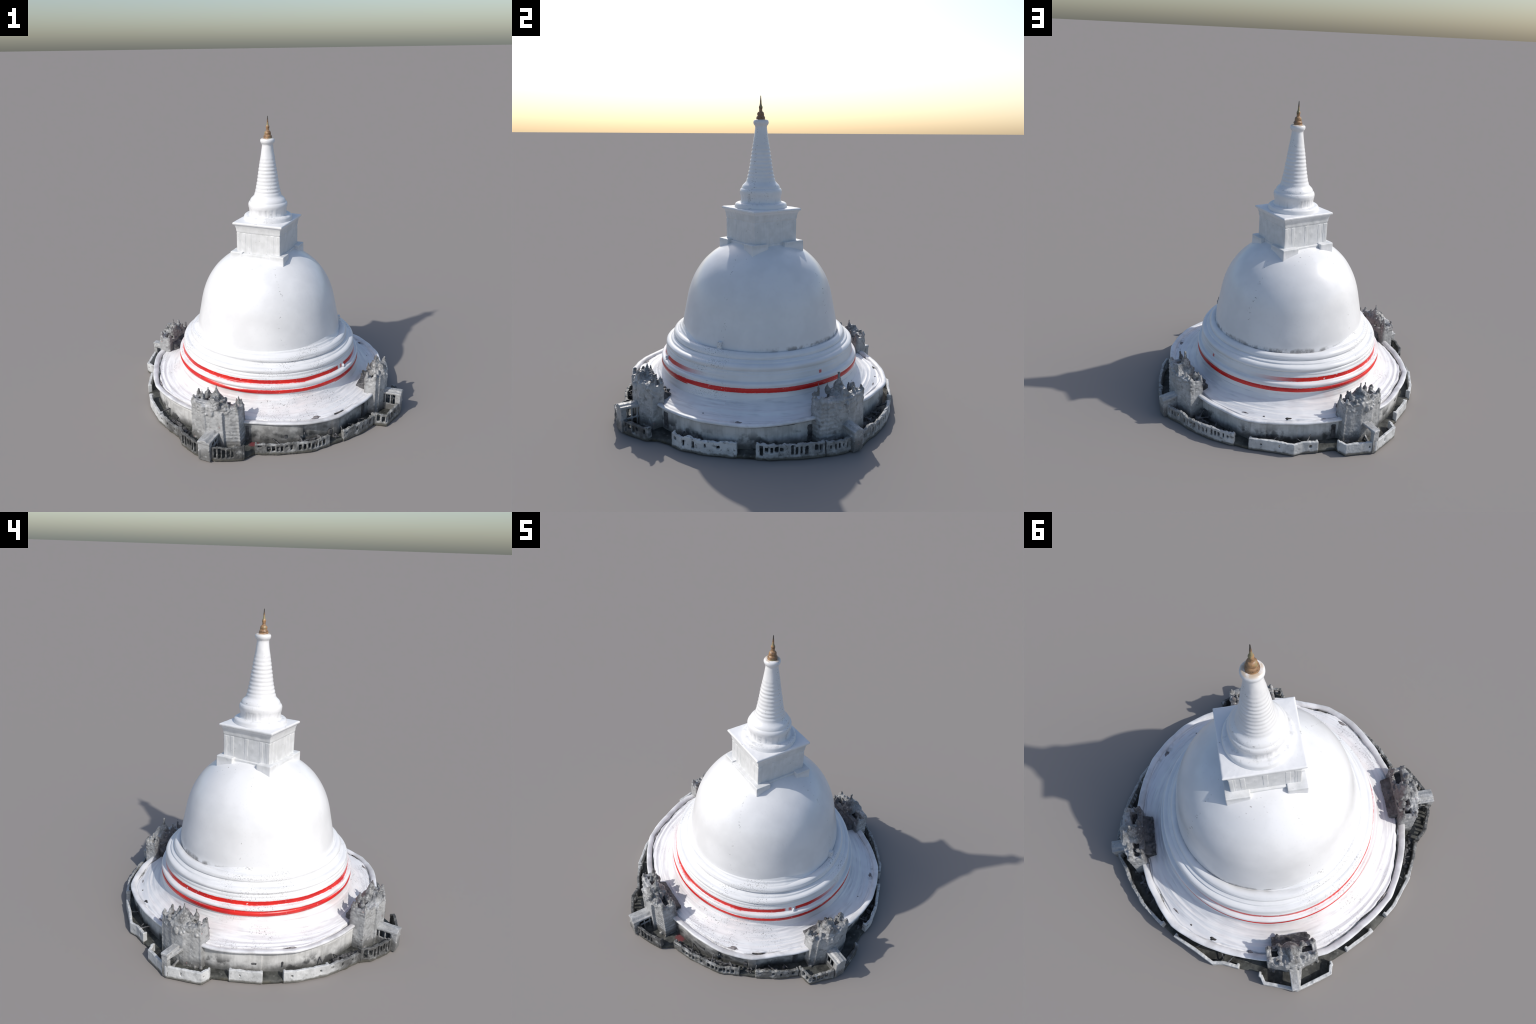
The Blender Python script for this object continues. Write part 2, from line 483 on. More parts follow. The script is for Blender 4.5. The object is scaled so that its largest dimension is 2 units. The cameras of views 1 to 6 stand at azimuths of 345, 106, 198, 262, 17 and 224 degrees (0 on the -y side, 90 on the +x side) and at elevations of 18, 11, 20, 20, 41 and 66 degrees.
def mat_spire():
    n = Nodes("lime_wash_spire", 0.32)
    c = white_base(n)
    run = n.noise(1.0, 3, 0.6, vec=n.vec(n.mul(n.x, 40.0), n.mul(n.y, 40.0), n.mul(n.z, 7.0)))
    c = n.mix(n.mul(n.step(run, 0.52, 0.68), n.band(n.z, 1.325, 1.385, 0.008), 0.45), c, (0.45, 0.455, 0.45))
    a = n.azimuth()
    chip = n.mul(n.step(n.noise(100, 4, 0.6, (1, 1, 1.6)), 0.60, 0.65), n.maxi(n.maxi(n.step(a, 12, 4), n.step(a, 340, 352)), n.mul(n.step(n.noise(8, 2), 0.56, 0.66), 0.8)))
    c = n.mix(n.mul(chip, 0.65), c, (0.13, 0.12, 0.12))
    # gilding that has run down onto the collar
    gold = n.mul(n.step(n.z, 1.842, 1.853), n.step(n.noise(30, 3), 0.34, 0.6))
    c = n.mix(n.mul(gold, 0.7), c, (0.45, 0.30, 0.14))
    n.color(c)
    n.bump(n.noise(28, 4), 0.15, 0.004)
    return n.mat

def mat_gold():
    n = Nodes("tarnished_gilding", 0.42, 0.5)
    c = n.mix(n.step(n.noise(40, 4), 0.35, 0.65), (0.37, 0.215, 0.105), (0.24, 0.14, 0.075))
    c = n.mix(n.mul(n.step(n.noise(26, 3), 0.52, 0.66), 0.8), c, (0.27, 0.245, 0.13))
    c = n.mix(n.mul(n.step(n.noise(70, 3), 0.58, 0.68), 0.7), c, (0.08, 0.05, 0.03))
    c = n.mix(n.step(n.z, 1.955, 1.985), c, (0.05, 0.045, 0.04))
    n.color(c)
    n.bump(n.noise(90, 3), 0.3, 0.003)
    return n.mat

M = {k[4:]: f() for k, f in list(globals().items()) if k.startswith("mat_")}

# ------------------------------------------------------------------ the thing
stupa = bpy.data.objects.new("stupa", None)
bpy.context.scene.collection.objects.link(stupa)
stupa["label"] = "white bell-shaped stupa with square box, ringed spire, and four grey gates"
stupa["category"] = "buddhist stupa"

# ---- bell
DOME = [(0.46, 0.44), (0.512, 0.48), (0.511, 0.53), (0.504, 0.58), (0.496, 0.62), (0.488, 0.66), (0.480, 0.70), (0.469, 0.75), (0.454, 0.80),
        (0.433, 0.85), (0.404, 0.90), (0.366, 0.95), (0.312, 1.00), (0.266, 1.03), (0.205, 1.06), (0.14, 1.08), (0.07, 1.092), (0.002, 1.095)]
def dome_wobble(az, r, z):
    return 0.0025 * ring_noise(az, z, 1.6, 4, 2, 3.0), 0 * z
revolve("dome", DOME, AXIS_DOME, M["dome"], stupa, 256, 0.012, dome_wobble)

# ---- three ring mouldings below the bell
def course_wobble(amp, seed, tilt, fall=0.0):
    """long wandering ridges; the courses ride higher to the south-west (tilt) and may sink away to the north-east (fall)"""
    def w(az, r, z):
        a = ring_noise(az, z, 1.3, 6, 2, seed) * amp
        b = (0.45 - 1.7 * np.abs(ring_noise(az, z, 1.1, 48, 2, seed + 9))) * amp * 1.25
        c = ring_noise(az, z, 5.0, 120, 2, seed + 19) * amp * 0.35
        side = np.cos(az - math.radians(235))
        dz = ring_noise(az, r, 2.0, 8, 3, seed + 5) * amp * 1.2 + tilt * side - fall * np.clip(0.35 - side, 0, 1)
        oval = 0.009 * np.cos(2 * (az - math.radians(140)))      # flatter behind two of the gates
        return a + b + c + oval, dz
    return w
RINGS = [
    ((0.010, 0.009), [(0.485, 0.546), (0.500, 0.543), (0.507, 0.533), (0.512, 0.526), (0.520, 0.522), (0.525, 0.513), (0.536, 0.508), (0.548, 0.496), (0.548, 0.476)], 0.0020, 0.003, 0.085),
    ((0.008, 0.006), [(0.480, 0.484), (0.505, 0.488), (0.520, 0.497), (0.535, 0.501), (0.548, 0.498), (0.5575, 0.490), (0.5635, 0.480), (0.563, 0.469), (0.557, 0.461), (0.555, 0.455), (0.545, 0.436)], 0.0028, 0.011, 0.0),
    ((0.009, 0.007), [(0.545, 0.462), (0.561, 0.461), (0.570, 0.456), (0.579, 0.452), (0.583, 0.444), (0.593, 0.443), (0.604, 0.440), (0.6115, 0.433), (0.614, 0.424), (0.612, 0.414), (0.606, 0.408), (0.604, 0.400), (0.59, 0.39)], 0.0030, 0.004, 0.0),
    ((0.007, 0.006), [(0.590, 0.412), (0.607, 0.406), (0.612, 0.398), (0.613, 0.388), (0.617, 0.381), (0.6185, 0.370), (0.620, 0.356), (0.621, 0.347), (0.628, 0.3435), (0.639, 0.342), (0.6455, 0.336), (0.647, 0.328), (0.6445, 0.319), (0.643, 0.313),
      (0.647, 0.307), (0.648, 0.297), (0.645, 0.286), (0.638, 0.281), (0.637, 0.268), (0.641, 0.252), (0.650, 0.232), (0.656, 0.205)], 0.0018, 0.002, 0.0),
]
for i, (centre, prof, amp, tilt, fall) in enumerate(RINGS):
    revolve("terrace_ring", prof, centre, M["terrace"], stupa, 640, 0.003, course_wobble(amp, 4.0 + i, tilt, fall))

def knob(name, az, r, z, sx, sy, sz):
    b = Build(); b.box(-sx, sx, -sy, sy, -sz, sz, 0.004)
    m = Matrix.Rotation(math.radians(az), 4, "Z") @ Matrix.Translation((r, 0, z))
    return b.finish(name, M["terrace"], stupa, m, 0.003, 4)
knob("water_spout", -9.5, 0.522, 0.515, 0.022, 0.016, 0.024)
knob("water_spout", 308.6, 0.634, 0.357, 0.012, 0.009, 0.010)

# ---- reliquary box, its cornice, plinth, corner blocks, pilasters
box_m = Matrix.Translation((AXIS_TOP[0] - 0.003, AXIS_TOP[1] + 0.001, 0)) @ Matrix.Rotation(math.radians(GATES), 4, "Z")
BX, BY = 1.04, 0.985      # the box is a little deeper than wide
def loft_square(b, prof):
    rings = [[b.bm.verts.new((sx * h * BX, sy * h * BY, z)) for sx, sy in ((-1, -1), (1, -1), (1, 1), (-1, 1))] for h, z in prof]
    for a, c in zip(rings, rings[1:]):
        for i in range(4):
            b.bm.faces.new((a[i], a[(i + 1) % 4], c[(i + 1) % 4], c[i]))
    b.bm.faces.new(rings[0][::-1]); b.bm.faces.new(rings[-1])
def plaster_wear(amp, f=30):
    def w(co, no):
        return co + no * (amp * fbm(co * f, 3))[:, None]
    return w
b = Build(); loft_square(b, [(0.163, 1.00), (0.162, 1.10), (0.161, 1.225), (0.1640, 1.228), (0.1655, 1.245), (0.169, 1.262), (0.174, 1.275), (0.178, 1.282), (0.17, 1.29)])
b.finish("reliquary_box", M["box"], stupa, box_m, 0.003, 2, plaster_wear(0.0012))
b = Build(); loft_square(b, [(0.174, 1.279), (0.1840, 1.283), (0.1850, 1.293), (0.180, 1.298), (0.10, 1.301), (0.02, 1.302)])
b.finish("cornice", M["box"], stupa, box_m, 0.003, 1, plaster_wear(0.0012))
for face in range(4):
    rot = box_m @ Matrix.Rotation(math.radians(90 * face), 4, "Z")
    for k, y in enumerate((-0.148, -0.105, -0.062, 0.0, 0.062, 0.105, 0.148)):
        if k in ((1, 3, 5), (2, 4), (3,), (1, 4, 5))[face]:
            continue
        b = Build(); front = 0.1618 * (BY if face % 2 else BX) + 0.0003 * ((k + face) % 3)
        b.box(0.145, front + 0.0005, y - 0.013, y + 0.013, 1.08, 1.222)
        b.finish("pilaster", M["box"], stupa, rot, 0.003, 2, plaster_wear(0.0004))
    # ledge along the foot of each side (deep and unbroken towards the south-west)
    b = Build()
    if face == 2:
        b.box(0.10, 0.197, -0.197, 0.197, 1.015, 1.082)
    else:
        b.box(0.10, 0.172, -0.17, 0.17, 1.04, 1.083)
    b.finish("plinth", M["box"], stupa, rot, 0.0035, 2, plaster_wear(0.0012))
for (sx, sy), (lx, ly) in zip(((1, 1), (-1, 1), (-1, -1), (1, -1)), ((0.12, 0.15), (0.10, 0.09), (0.10, 0.10), (0.10, 0.12))):
    x0, x1 = sorted((sx * 0.198, sx * (0.198 - lx))); y0, y1 = sorted((sy * 0.198, sy * (0.198 - ly)))
    b = Build()
    x2, x3 = sorted((sx * 0.198, sx * 0.14)); y2, y3 = sorted((sy * 0.198, sy * 0.14))
    b.box(x0, x1, y2, y3, 1.005, 1.090); b.box(x2, x3, y0, y1, 1.005, 1.0895)
    b.finish("corner_block", M["box"], stupa, box_m, 0.0035, 2, plaster_wear(0.0015))

# ---- spire with its lotus base and collar
SPIRE = [(0.10, 1.29), (0.168, 1.297), (0.1685, 1.310), (0.164, 1.324), (0.152, 1.331), (0.136, 1.332), (0.131, 1.338), (0.129, 1.355), (0.131, 1.372), (0.135, 1.386), (0.1365, 1.400), (0.1350, 1.409), (0.1310, 1.417), (0.1250, 1.423), (0.1225, 1.431),
         (0.116, 1.442), (0.104, 1.454), (0.096, 1.464), (0.0905, 1.480), (0.086, 1.497), (0.0755, 1.550), (0.0665, 1.610), (0.0575, 1.670), (0.0495, 1.720), (0.0430, 1.760),
         (0.0385, 1.795), (0.0378, 1.808), (0.0400, 1.815), (0.0455, 1.822), (0.0490, 1.832), (0.0482, 1.842), (0.043, 1.849), (0.034, 1.852), (0.02, 1.851)]
def spire_wobble(az, r, z):
    hoops = np.clip((1.745 - z) / 0.10, 0, 1) * np.clip((z - 1.468) / 0.02, 0, 1)
    dr = (0.0011 + 0.0009 * ring_noise(az, z, 0.9, 14, 2, 39.0)) * np.sin((z - 1.47) * TAU / 0.0245 + 0.5 * ring_noise(az, z, 1.0, 3, 2, 31.0)) * hoops
    dr = dr + 0.0014 * ring_noise(az, z, 1.4, 22, 2, 33.0)
    flutes = np.clip((z - 1.333) / 0.01, 0, 1) * np.clip((1.392 - z) / 0.012, 0, 1)
    dr = dr + flutes * 0.0022 * ring_noise(az, z * 0, 9.0, 1, 2, 35.0)
    return dr, 0.0015 * ring_noise(az, r, 1.1, 3, 2, 37.0)
revolve("spire", SPIRE, AXIS_TOP, M["spire"], stupa, 192, 0.003, spire_wobble)

FINIAL = [(0.022, 1.846), (0.0295, 1.850), (0.0275, 1.858), (0.0285, 1.864), (0.0255, 1.871), (0.0215, 1.876), (0.0225, 1.884), (0.0205, 1.893), (0.0165, 1.899), (0.0115, 1.903), (0.0105, 1.915),
          (0.0125, 1.927), (0.0118, 1.932), (0.0085, 1.938), (0.0062, 1.948), (0.0048, 1.965), (0.0032, 1.982), (0.0022, 1.996), (0.0006, 2.0)]
def finial_wobble(az, r, z):
    return np.clip(r / 0.02, 0, 1) * 0.0022 * ring_noise(az, z, 1.2, 90, 2, 41.0), 0 * z
revolve("finial", FINIAL, (AXIS_TOP[0] + 0.001, AXIS_TOP[1] - 0.002), M["gold"], stupa, 40, 0.002, finial_wobble)

# ---- terrace deck and kerb: the kerb is a many-sided ring
RIM = [(0, .858), (14, .861), (30, .836), (45, .820), (60, .810), (70, .826), (78, .832), (91, .860), (108, .842), (120, .835), (131, .840), (143, .85), (154, .864), (171, .846), (187, .855), (201, .832), (215, .815),
       (230, .808), (250, .806), (262, .824), (273, .850), (286, .862), (297, .842), (310, .848), (330, .832), (341, .842), (354, .860), (360, .858)]
def rim_radius(az):
    d = np.degrees(az) % 360
    k = np.array(RIM)
    r = np.interp(d, k[:, 0], k[:, 1])
    return r
GUTTER = [(0, .15), (12, .1), (40, .1), (62, .5), (100, .35), (112, .6), (128, .4), (150, .5), (160, 1), (222, 1), (235, .5), (255, .35), (264, .8), (272, .6), (282, .35), (284, 1.1), (292, 1), (300, .15), (330, .1), (350, .2), (360, .15)]
def gutter_depth(az):
    k = np.array(GUTTER)
    g = np.interp(np.degrees(az) % 360, k[:, 0], k[:, 1])
    return np.clip(g + 0.45 * ring_noise(az, az * 0, 6, 1, 3, 51.0), 0, 1.1)

def ring_sheet(name, n, m, fn, mat, parent=stupa):
    """surface over (bearing, t): fn returns r, z"""
    az = np.linspace(0, TAU, n, endpoint=False)[:, None]
    t = np.linspace(0, 1, m)[None, :]
    az, t = np.broadcast_arrays(az, t)
    r, z = fn(az, t)
    v = np.stack([r * np.cos(az), r * np.sin(az), z], -1).reshape(-1, 3)
    ob = new_mesh_object(name, v, grid_faces(n, m, True)[:, ::-1], mat, parent)
    bm = bmesh.new(); bm.from_mesh(ob.data); bmesh.ops.recalc_face_normals(bm, faces=bm.faces)
    if sum(f.normal.z * f.calc_area() for f in bm.faces) < 0 and name == "terrace_deck":
        bmesh.ops.reverse_faces(bm, faces=bm.faces)
    bm.to_mesh(ob.data); bm.free()
    return ob

DECK = np.array([(0, .252), (.05, .237), (.12, .224), (.3, .205), (.5, .193), (.7, .184), (.85, .179), (1, .181)])
def deck_height(u, az, r):
    z = np.interp(u, DECK[:, 0], DECK[:, 1])
    ripple = (0.35 - 1.6 * np.abs(ring_noise(az, r, 1.1, 24, 2, 61.0))) * 0.0085 + ring_noise(az, r, 1.7, 60, 2, 69.0) * 0.003 + ring_noise(az, r, 3.0, 9, 2, 63.0) * 0.005 + ring_noise(az, r, 9.0, 30, 2, 67.0) * 0.002
    dip = (0.0065 - 0.0045 * np.cos(az - math.radians(50))) * np.clip(np.cos(2 * (az - math.radians(50))), 0, 1) * np.clip((0.75 - u) / 0.5, 0, 1)
    return z - dip + ripple * np.clip(u * 8, 0.15, 1)
def deck(az, t):
    R = rim_radius(az)
    r = 0.630 + t * (R - 0.030 - 0.630)
    u = np.clip((r - 0.645) / (R - 0.030 - 0.645), 0, 1)
    z = deck_height(u, az, r)
    g = gutter_depth(az)
    edge = 0.040 + 0.012 * ring_noise(az, az * 0, 9, 1, 3, 65.0)
    d = R - r
    drop = np.clip((edge + 0.008 - d) / 0.006, 0, 1) * g
    return r, z - 0.024 * drop
ring_sheet("terrace_deck", 900, 90, deck, M["deck"])

KERB = np.array([(-.036, .150), (-.035, .172), (-.031, .181), (-.023, .1860), (-.011, .1880), (-.003, .187), (.001, .184), (.002, .177), (-.001, .171), (-.008, .168), (-.022, .166), (-.042, .162)])
def kerb(az, t):
    p = refine(KERB, 0.003)
    tt = np.linspace(0, 1, len(p))
    d = np.interp(t, tt, p[:, 0]); z = np.interp(t, tt, p[:, 1])
    n1 = ring_noise(az, t * 0, 4.0, 1, 3, 71.0); n2 = ring_noise(az, t, 14.0, 2, 2, 73.0)
    return rim_radius(az) + d + 0.002 * n2, z + 0.004 * n1 + 0.0014 * n2
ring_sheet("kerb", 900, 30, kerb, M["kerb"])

def silt(az, t):
    R = rim_radius(az)
    return R - 0.056 + t * 0.026, 0.1585 + 0.006 * ring_noise(az, t * 3, 16, 1, 3, 75.0) - 0.012 * np.clip(0.5 - gutter_depth(az), 0, 1)
ring_sheet("gutter", 720, 8, silt, M["silt"])

# bare brown patches on the deck, each a thin cake of dirt
def dirt_patch(az, r, la, lr, seed, mat):
    n, m = 28, 6
    az0 = math.radians(az)
    verts, faces = [], []
    R = float(rim_radius(np.array([az0]))[0])
    for j in range(m):
        for i in range(n):
            a = TAU * i / n; s = j / (m - 1)
            k = s * (1 + 0.14 * math.sin(3 * a + seed) + 0.10 * math.sin(5 * a + 2 * seed))
            rr = r + lr * k * math.sin(a); aa = az0 + la / r * k * math.cos(a)
            u = np.clip((rr - 0.645) / (R - 0.03 - 0.645), 0, 1)
            z = float(deck_height(np.array([u]), np.array([aa]), np.array([rr]))[0]) + 0.003 - 0.006 * s ** 4
            verts.append((rr * math.cos(aa), rr * math.sin(aa), z))
    for j in range(m - 1):
        for i in range(n):
            faces.append((j * n + i, j * n + (i + 1) % n, (j + 1) * n + (i + 1) % n, (j + 1) * n + i))
    faces.append(tuple(range(n)))
    return new_mesh_object("dirt_patch", verts, faces, mat, stupa)
PATCHES = ((277, .797, .032, .012, "dirt"), (8.6, .806, .024, .013, "dirt"), (352, .765, .005, .004, "silt"), (97, .785, .008, .006, "silt"), (88, .782, .026, .005, "dirt"), (108, .79, .024, .010, "silt"), (288.5, .816, .046, .006, "silt"), (186, .812, .034, .006, "dirt"), (124, .80, .014, .009, "dirt"))
for k, (az, r, la, lr, kind) in enumerate(PATCHES):
    dirt_patch(az, r, la, lr, 1.7 * k, M[kind])

# ---- drum wall under the kerb
def drum(az, t):
    d = np.degrees(az) % 360
    R = rim_radius(az) - 0.026 + 0.016 * np.clip((d - 188) / 10, 0, 1) * np.clip((272 - d) / 10, 0, 1)
    step = np.zeros_like(az)
    for a0, a1, off in ((14, 40, -.006), (62, 91, -.004), (92, 99, .008), (112, 130, -.006), (174, 200, -.006), (270, 284, -.010), (284, 288, .004), (288, 304, -.004)):
        step = step + off * ((d > a0) & (d < a1))
    bulge = 0.0035 * ring_noise(az, t, 9, 3, 3, 81.0) + 0.0009 * ring_noise(az, t * 0, 40, 1, 2, 83.0)
    return R + step + bulge - 0.006 * (t > 0.95), 0.02 + t * 0.149
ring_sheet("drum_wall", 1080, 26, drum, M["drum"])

# ---- base slab: plan outline with the bays that step out round each gate
OUTLINE = [(8, .886), (16, .893), (21, .906), (33, .924), (42, .946), (47, .960), (55, .958), (60, .932), (66, .928), (76, .914), (84, .898), (92, .892), (102, .884), (110.5, .906), (114, .884), (121, .884), (127.5, .886), (129.7, .952), (141, 1.0),
           (153.4, .962), (155.6, .894), (162, .888), (175, .893), (187, .898), (199, .906), (208, .908), (214.5, .912), (219, .962), (226, .995), (230, 1.006), (235, 1.004), (240, .978), (244.5, .955), (248.8, .885), (258, .888), (263, .886), (272, .899),
           (279, .884), (286, .886), (298, .900), (306.3, .904), (308.4, .980), (318, 1.0), (324, .992), (333, .946), (335.5, .908), (341, .894), (348, .904), (356, .898)]
# the south-western half of the plan sits a touch tighter
OUTLINE = [(a, r - 0.006 * max(0.0, math.cos(math.radians(a - 255)))) for a, r in OUTLINE]
def outline_points(spacing=0.012):
    pts = [Vector((r * math.cos(math.radians(a)), r * math.sin(math.radians(a)))) for a, r in OUTLINE]
    out = []
    for p, q in zip(pts, pts[1:] + pts[:1]):
        n = max(1, int((q - p).length / spacing))
        out += [p.lerp(q, i / n) for i in range(n)]
    return out
PLAN = outline_points()
PLAN_AZ = [math.degrees(math.atan2(p.y, p.x)) % 360 for p in PLAN]

def slab():
    n = len(PLAN)
    verts, faces = [], []
    ring = [(1.0, -0.004, 0.0), (1.0, 0.0, 0.008), (1.0, 0.0005, 0.016), (1.0, -0.002, 0.022), (1.0, -0.012, 0.026), (1.0, -0.03, 0.031), (0.80, 0, 0.036), (0.3, 0, 0.036)]
    for k, (s, off, z) in enumerate(ring):
        for i, p in enumerate(PLAN):
            d = p.normalized()
            jig = 0.0025 * float(vnoise(np.array([[p.x * 26, p.y * 26, z * 60]]))[0]) if k < 5 else 0
            q = p * s + d * (off + jig)
            zz = z + (0.004 * float(vnoise(np.array([[q.x * 16, q.y * 16, 3.3]]))[0]) if 2 < k < 7 else 0)
            verts.append((q.x, q.y, max(zz, 0)))
    for k in range(len(ring) - 1):
        for i in range(n):
            faces.append((k * n + i, k * n + (i + 1) % n, (k + 1) * n + (i + 1) % n, (k + 1) * n + i))
    faces.append(tuple(range(n - 1, -1, -1)))
    return new_mesh_object("base_slab", verts, faces, M["ground"], stupa, True)
slab()

# ---- boundary wall in pieces, each pierced by its own openings
def path_between(a0, a1):
    """plan points from bearing a0 round to a1"""
    span = (a1 - a0) % 360
    pts = sorted(((az - a0) % 360, p) for az, p in zip(PLAN_AZ, PLAN) if (az - a0) % 360 <= span)
    return [p for _, p in pts]

def resample(path, step=0.004):
    d = [0.0]
    for p, q in zip(path, path[1:]):
        d.append(d[-1] + (q - p).length)
    n = max(int(d[-1] / step), 2)
    xs = np.linspace(0, d[-1], n)
    X = np.interp(xs, d, [p.x for p in path]); Y = np.interp(xs, d, [p.y for p in path])
    return [Vector((x, y)) for x, y in zip(X, Y)], d[-1]

def stone_wear(amp, f=40, fine=0.4):
    def w(co, no):
        return co + no * (amp * fbm(co * f, 3) + amp * fine * vnoise(co * f * 4.3))[:, None]
    return w

def parapet(a0, a1, style, top=0.083, seed=0):
    rng = random.Random(seed)
    path, length = resample(path_between(a0, a1))
    path = [p + p.normalized() * 0.005 for p in path]
    n = len(path); per = length / (n - 1)
    b = Build(); t = 0.018
    holes = []
    s = 0.018
    while s < length - 0.03:
        if style == "open":
            w = rng.uniform(0.014, 0.022); gap = rng.uniform(0.007, 0.012)
            if rng.random() < 0.14:
                gap += 0.03
            z0, z1 = rng.uniform(0.022, 0.032), top - rng.uniform(0.010, 0.018)
            if rng.random() < 0.25:
                z0 += 0.020
            elif rng.random() < 0.14:
                z1 = top - 0.004
        elif style == "slits":
            w = rng.uniform(0.008, 0.015); gap = rng.uniform(0.010, 0.026)
            z0, z1 = rng.uniform(0.030, 0.050), top - rng.uniform(0.014, 0.022)
        elif style == "windows":
            w = rng.uniform(0.008, 0.022); gap = rng.uniform(0.014, 0.07)
            z0, z1 = rng.uniform(0.028, 0.056), top - rng.uniform(0.014, 0.026)
        else:
            w = rng.uniform(0.008, 0.014); gap = rng.uniform(0.10, 0.20)
            z0, z1 = rng.uniform(0.036, 0.044), rng.uniform(0.054, 0.064)
        if style == "plain" and s < 0.02:
            s += rng.uniform(0.0, 0.05)
        holes.append((s, s + w, z0, z1)); s += w + gap
    cuts = [0.0]
    pos = 0.0
    def seg(s0, s1, z0, z1):
        i0, i1 = int(round(s0 / per)), int(round(s1 / per))
        i1 = min(max(i1, i0 + 1), n - 1); i0 = min(i0, i1 - 1)
        b.strip(path[i0:i1 + 1], t, z0, z1)
    for h0, h1, z0, z1 in holes:
        seg(pos, h0, 0.004, top); seg(h0 - 0.004, h1 + 0.004, 0.004, z0); seg(h0 - 0.004, h1 + 0.004, z1, top - 0.001)
        pos = h1
    seg(pos, length, 0.004, top)
    # return walls closing the ends, and a few inner cross walls
    for q in (path[1], path[-2]):
        d = q.normalized()
        b.beam((q.x, q.y, top / 2 + 0.002), (q.x - d.x * 0.028, q.y - d.y * 0.028, top / 2 + 0.002), 0.013, top - 0.004)
    rough = 0.5 if style == "plain" else 1.15
    def wear(co, no):
        k = fbm(co * 30, 3, seed * 3.1)
        z = co[:, 2]
        out = co + no * rough * (0.0030 * k + 0.0012 * fbm(co * 110, 2, seed))[:, None]
        plan = np.stack([co[:, 0], co[:, 1], co[:, 2] * 0], 1)
        sag = rough * (0.010 * fbm(plan * 14, 2, seed * 1.7) + 0.007 * fbm(plan * 55, 2, seed * 2.3))
        out[:, 2] += sag * np.clip((z - 0.03) / 0.05, 0, 1)
        return out
    return b.finish("parapet", M["parapet"], stupa, None, 0.0027, 4, wear)

WALLS = [(342.6, 9.2, "windows", .090), (15.4, 40, "open", .093), (40, 50, "slits", .088), (53, 86.6, "slits", .090), (92.7, 120.4, "plain", .083), (128.0, 155.2, "plain", .082), (161.2, 175.0, "plain", .082), (181.6, 200.6, "plain", .082), (199.8, 215.6, "windows", .075),
         (214.6, 229, "open", .104), (233, 245.2, "open", .100), (248.6, 281, "open", .078), (287, 306, "windows", .080), (306, 318, "open", .090), (322, 334, "open", .088)]
for k, (a0, a1, st, top) in enumerate(WALLS):
    parapet(a0, a1, st, top, 11 + k)

# ---- gate towers
def tower_frame(az, r=0.81):
    a = math.radians(az)
    # local x runs with growing bearing, y outwards, z up
    return Matrix(((-math.sin(a), math.cos(a), 0, r * math.cos(a)), (math.cos(a), math.sin(a), 0, r * math.sin(a)), (0, 0, 1, 0), (0, 0, 0, 1)))

def spike(b, x, y, z, r, h, squash=1.0):
    b.turned(x, y, [(r * 0.9, z - 0.02), (r, z), (r * 0.93, z + h * 0.16), (r * 0.66, z + h * 0.36), (r * 0.36, z + h * 0.55), (r * 0.2, z + h * 0.75), (r * 0.06 + 0.0012, z + h)], 12, squash)

def lump(b, rng, x, y, z, r):
    for _ in range(3):
        b.ball(x + rng.uniform(-.5, .5) * r, y + rng.uniform(-.4, .4) * r, z + rng.uniform(-.3, .4) * r, r * rng.uniform(.5, .85), rng.uniform(.8, 1.3))

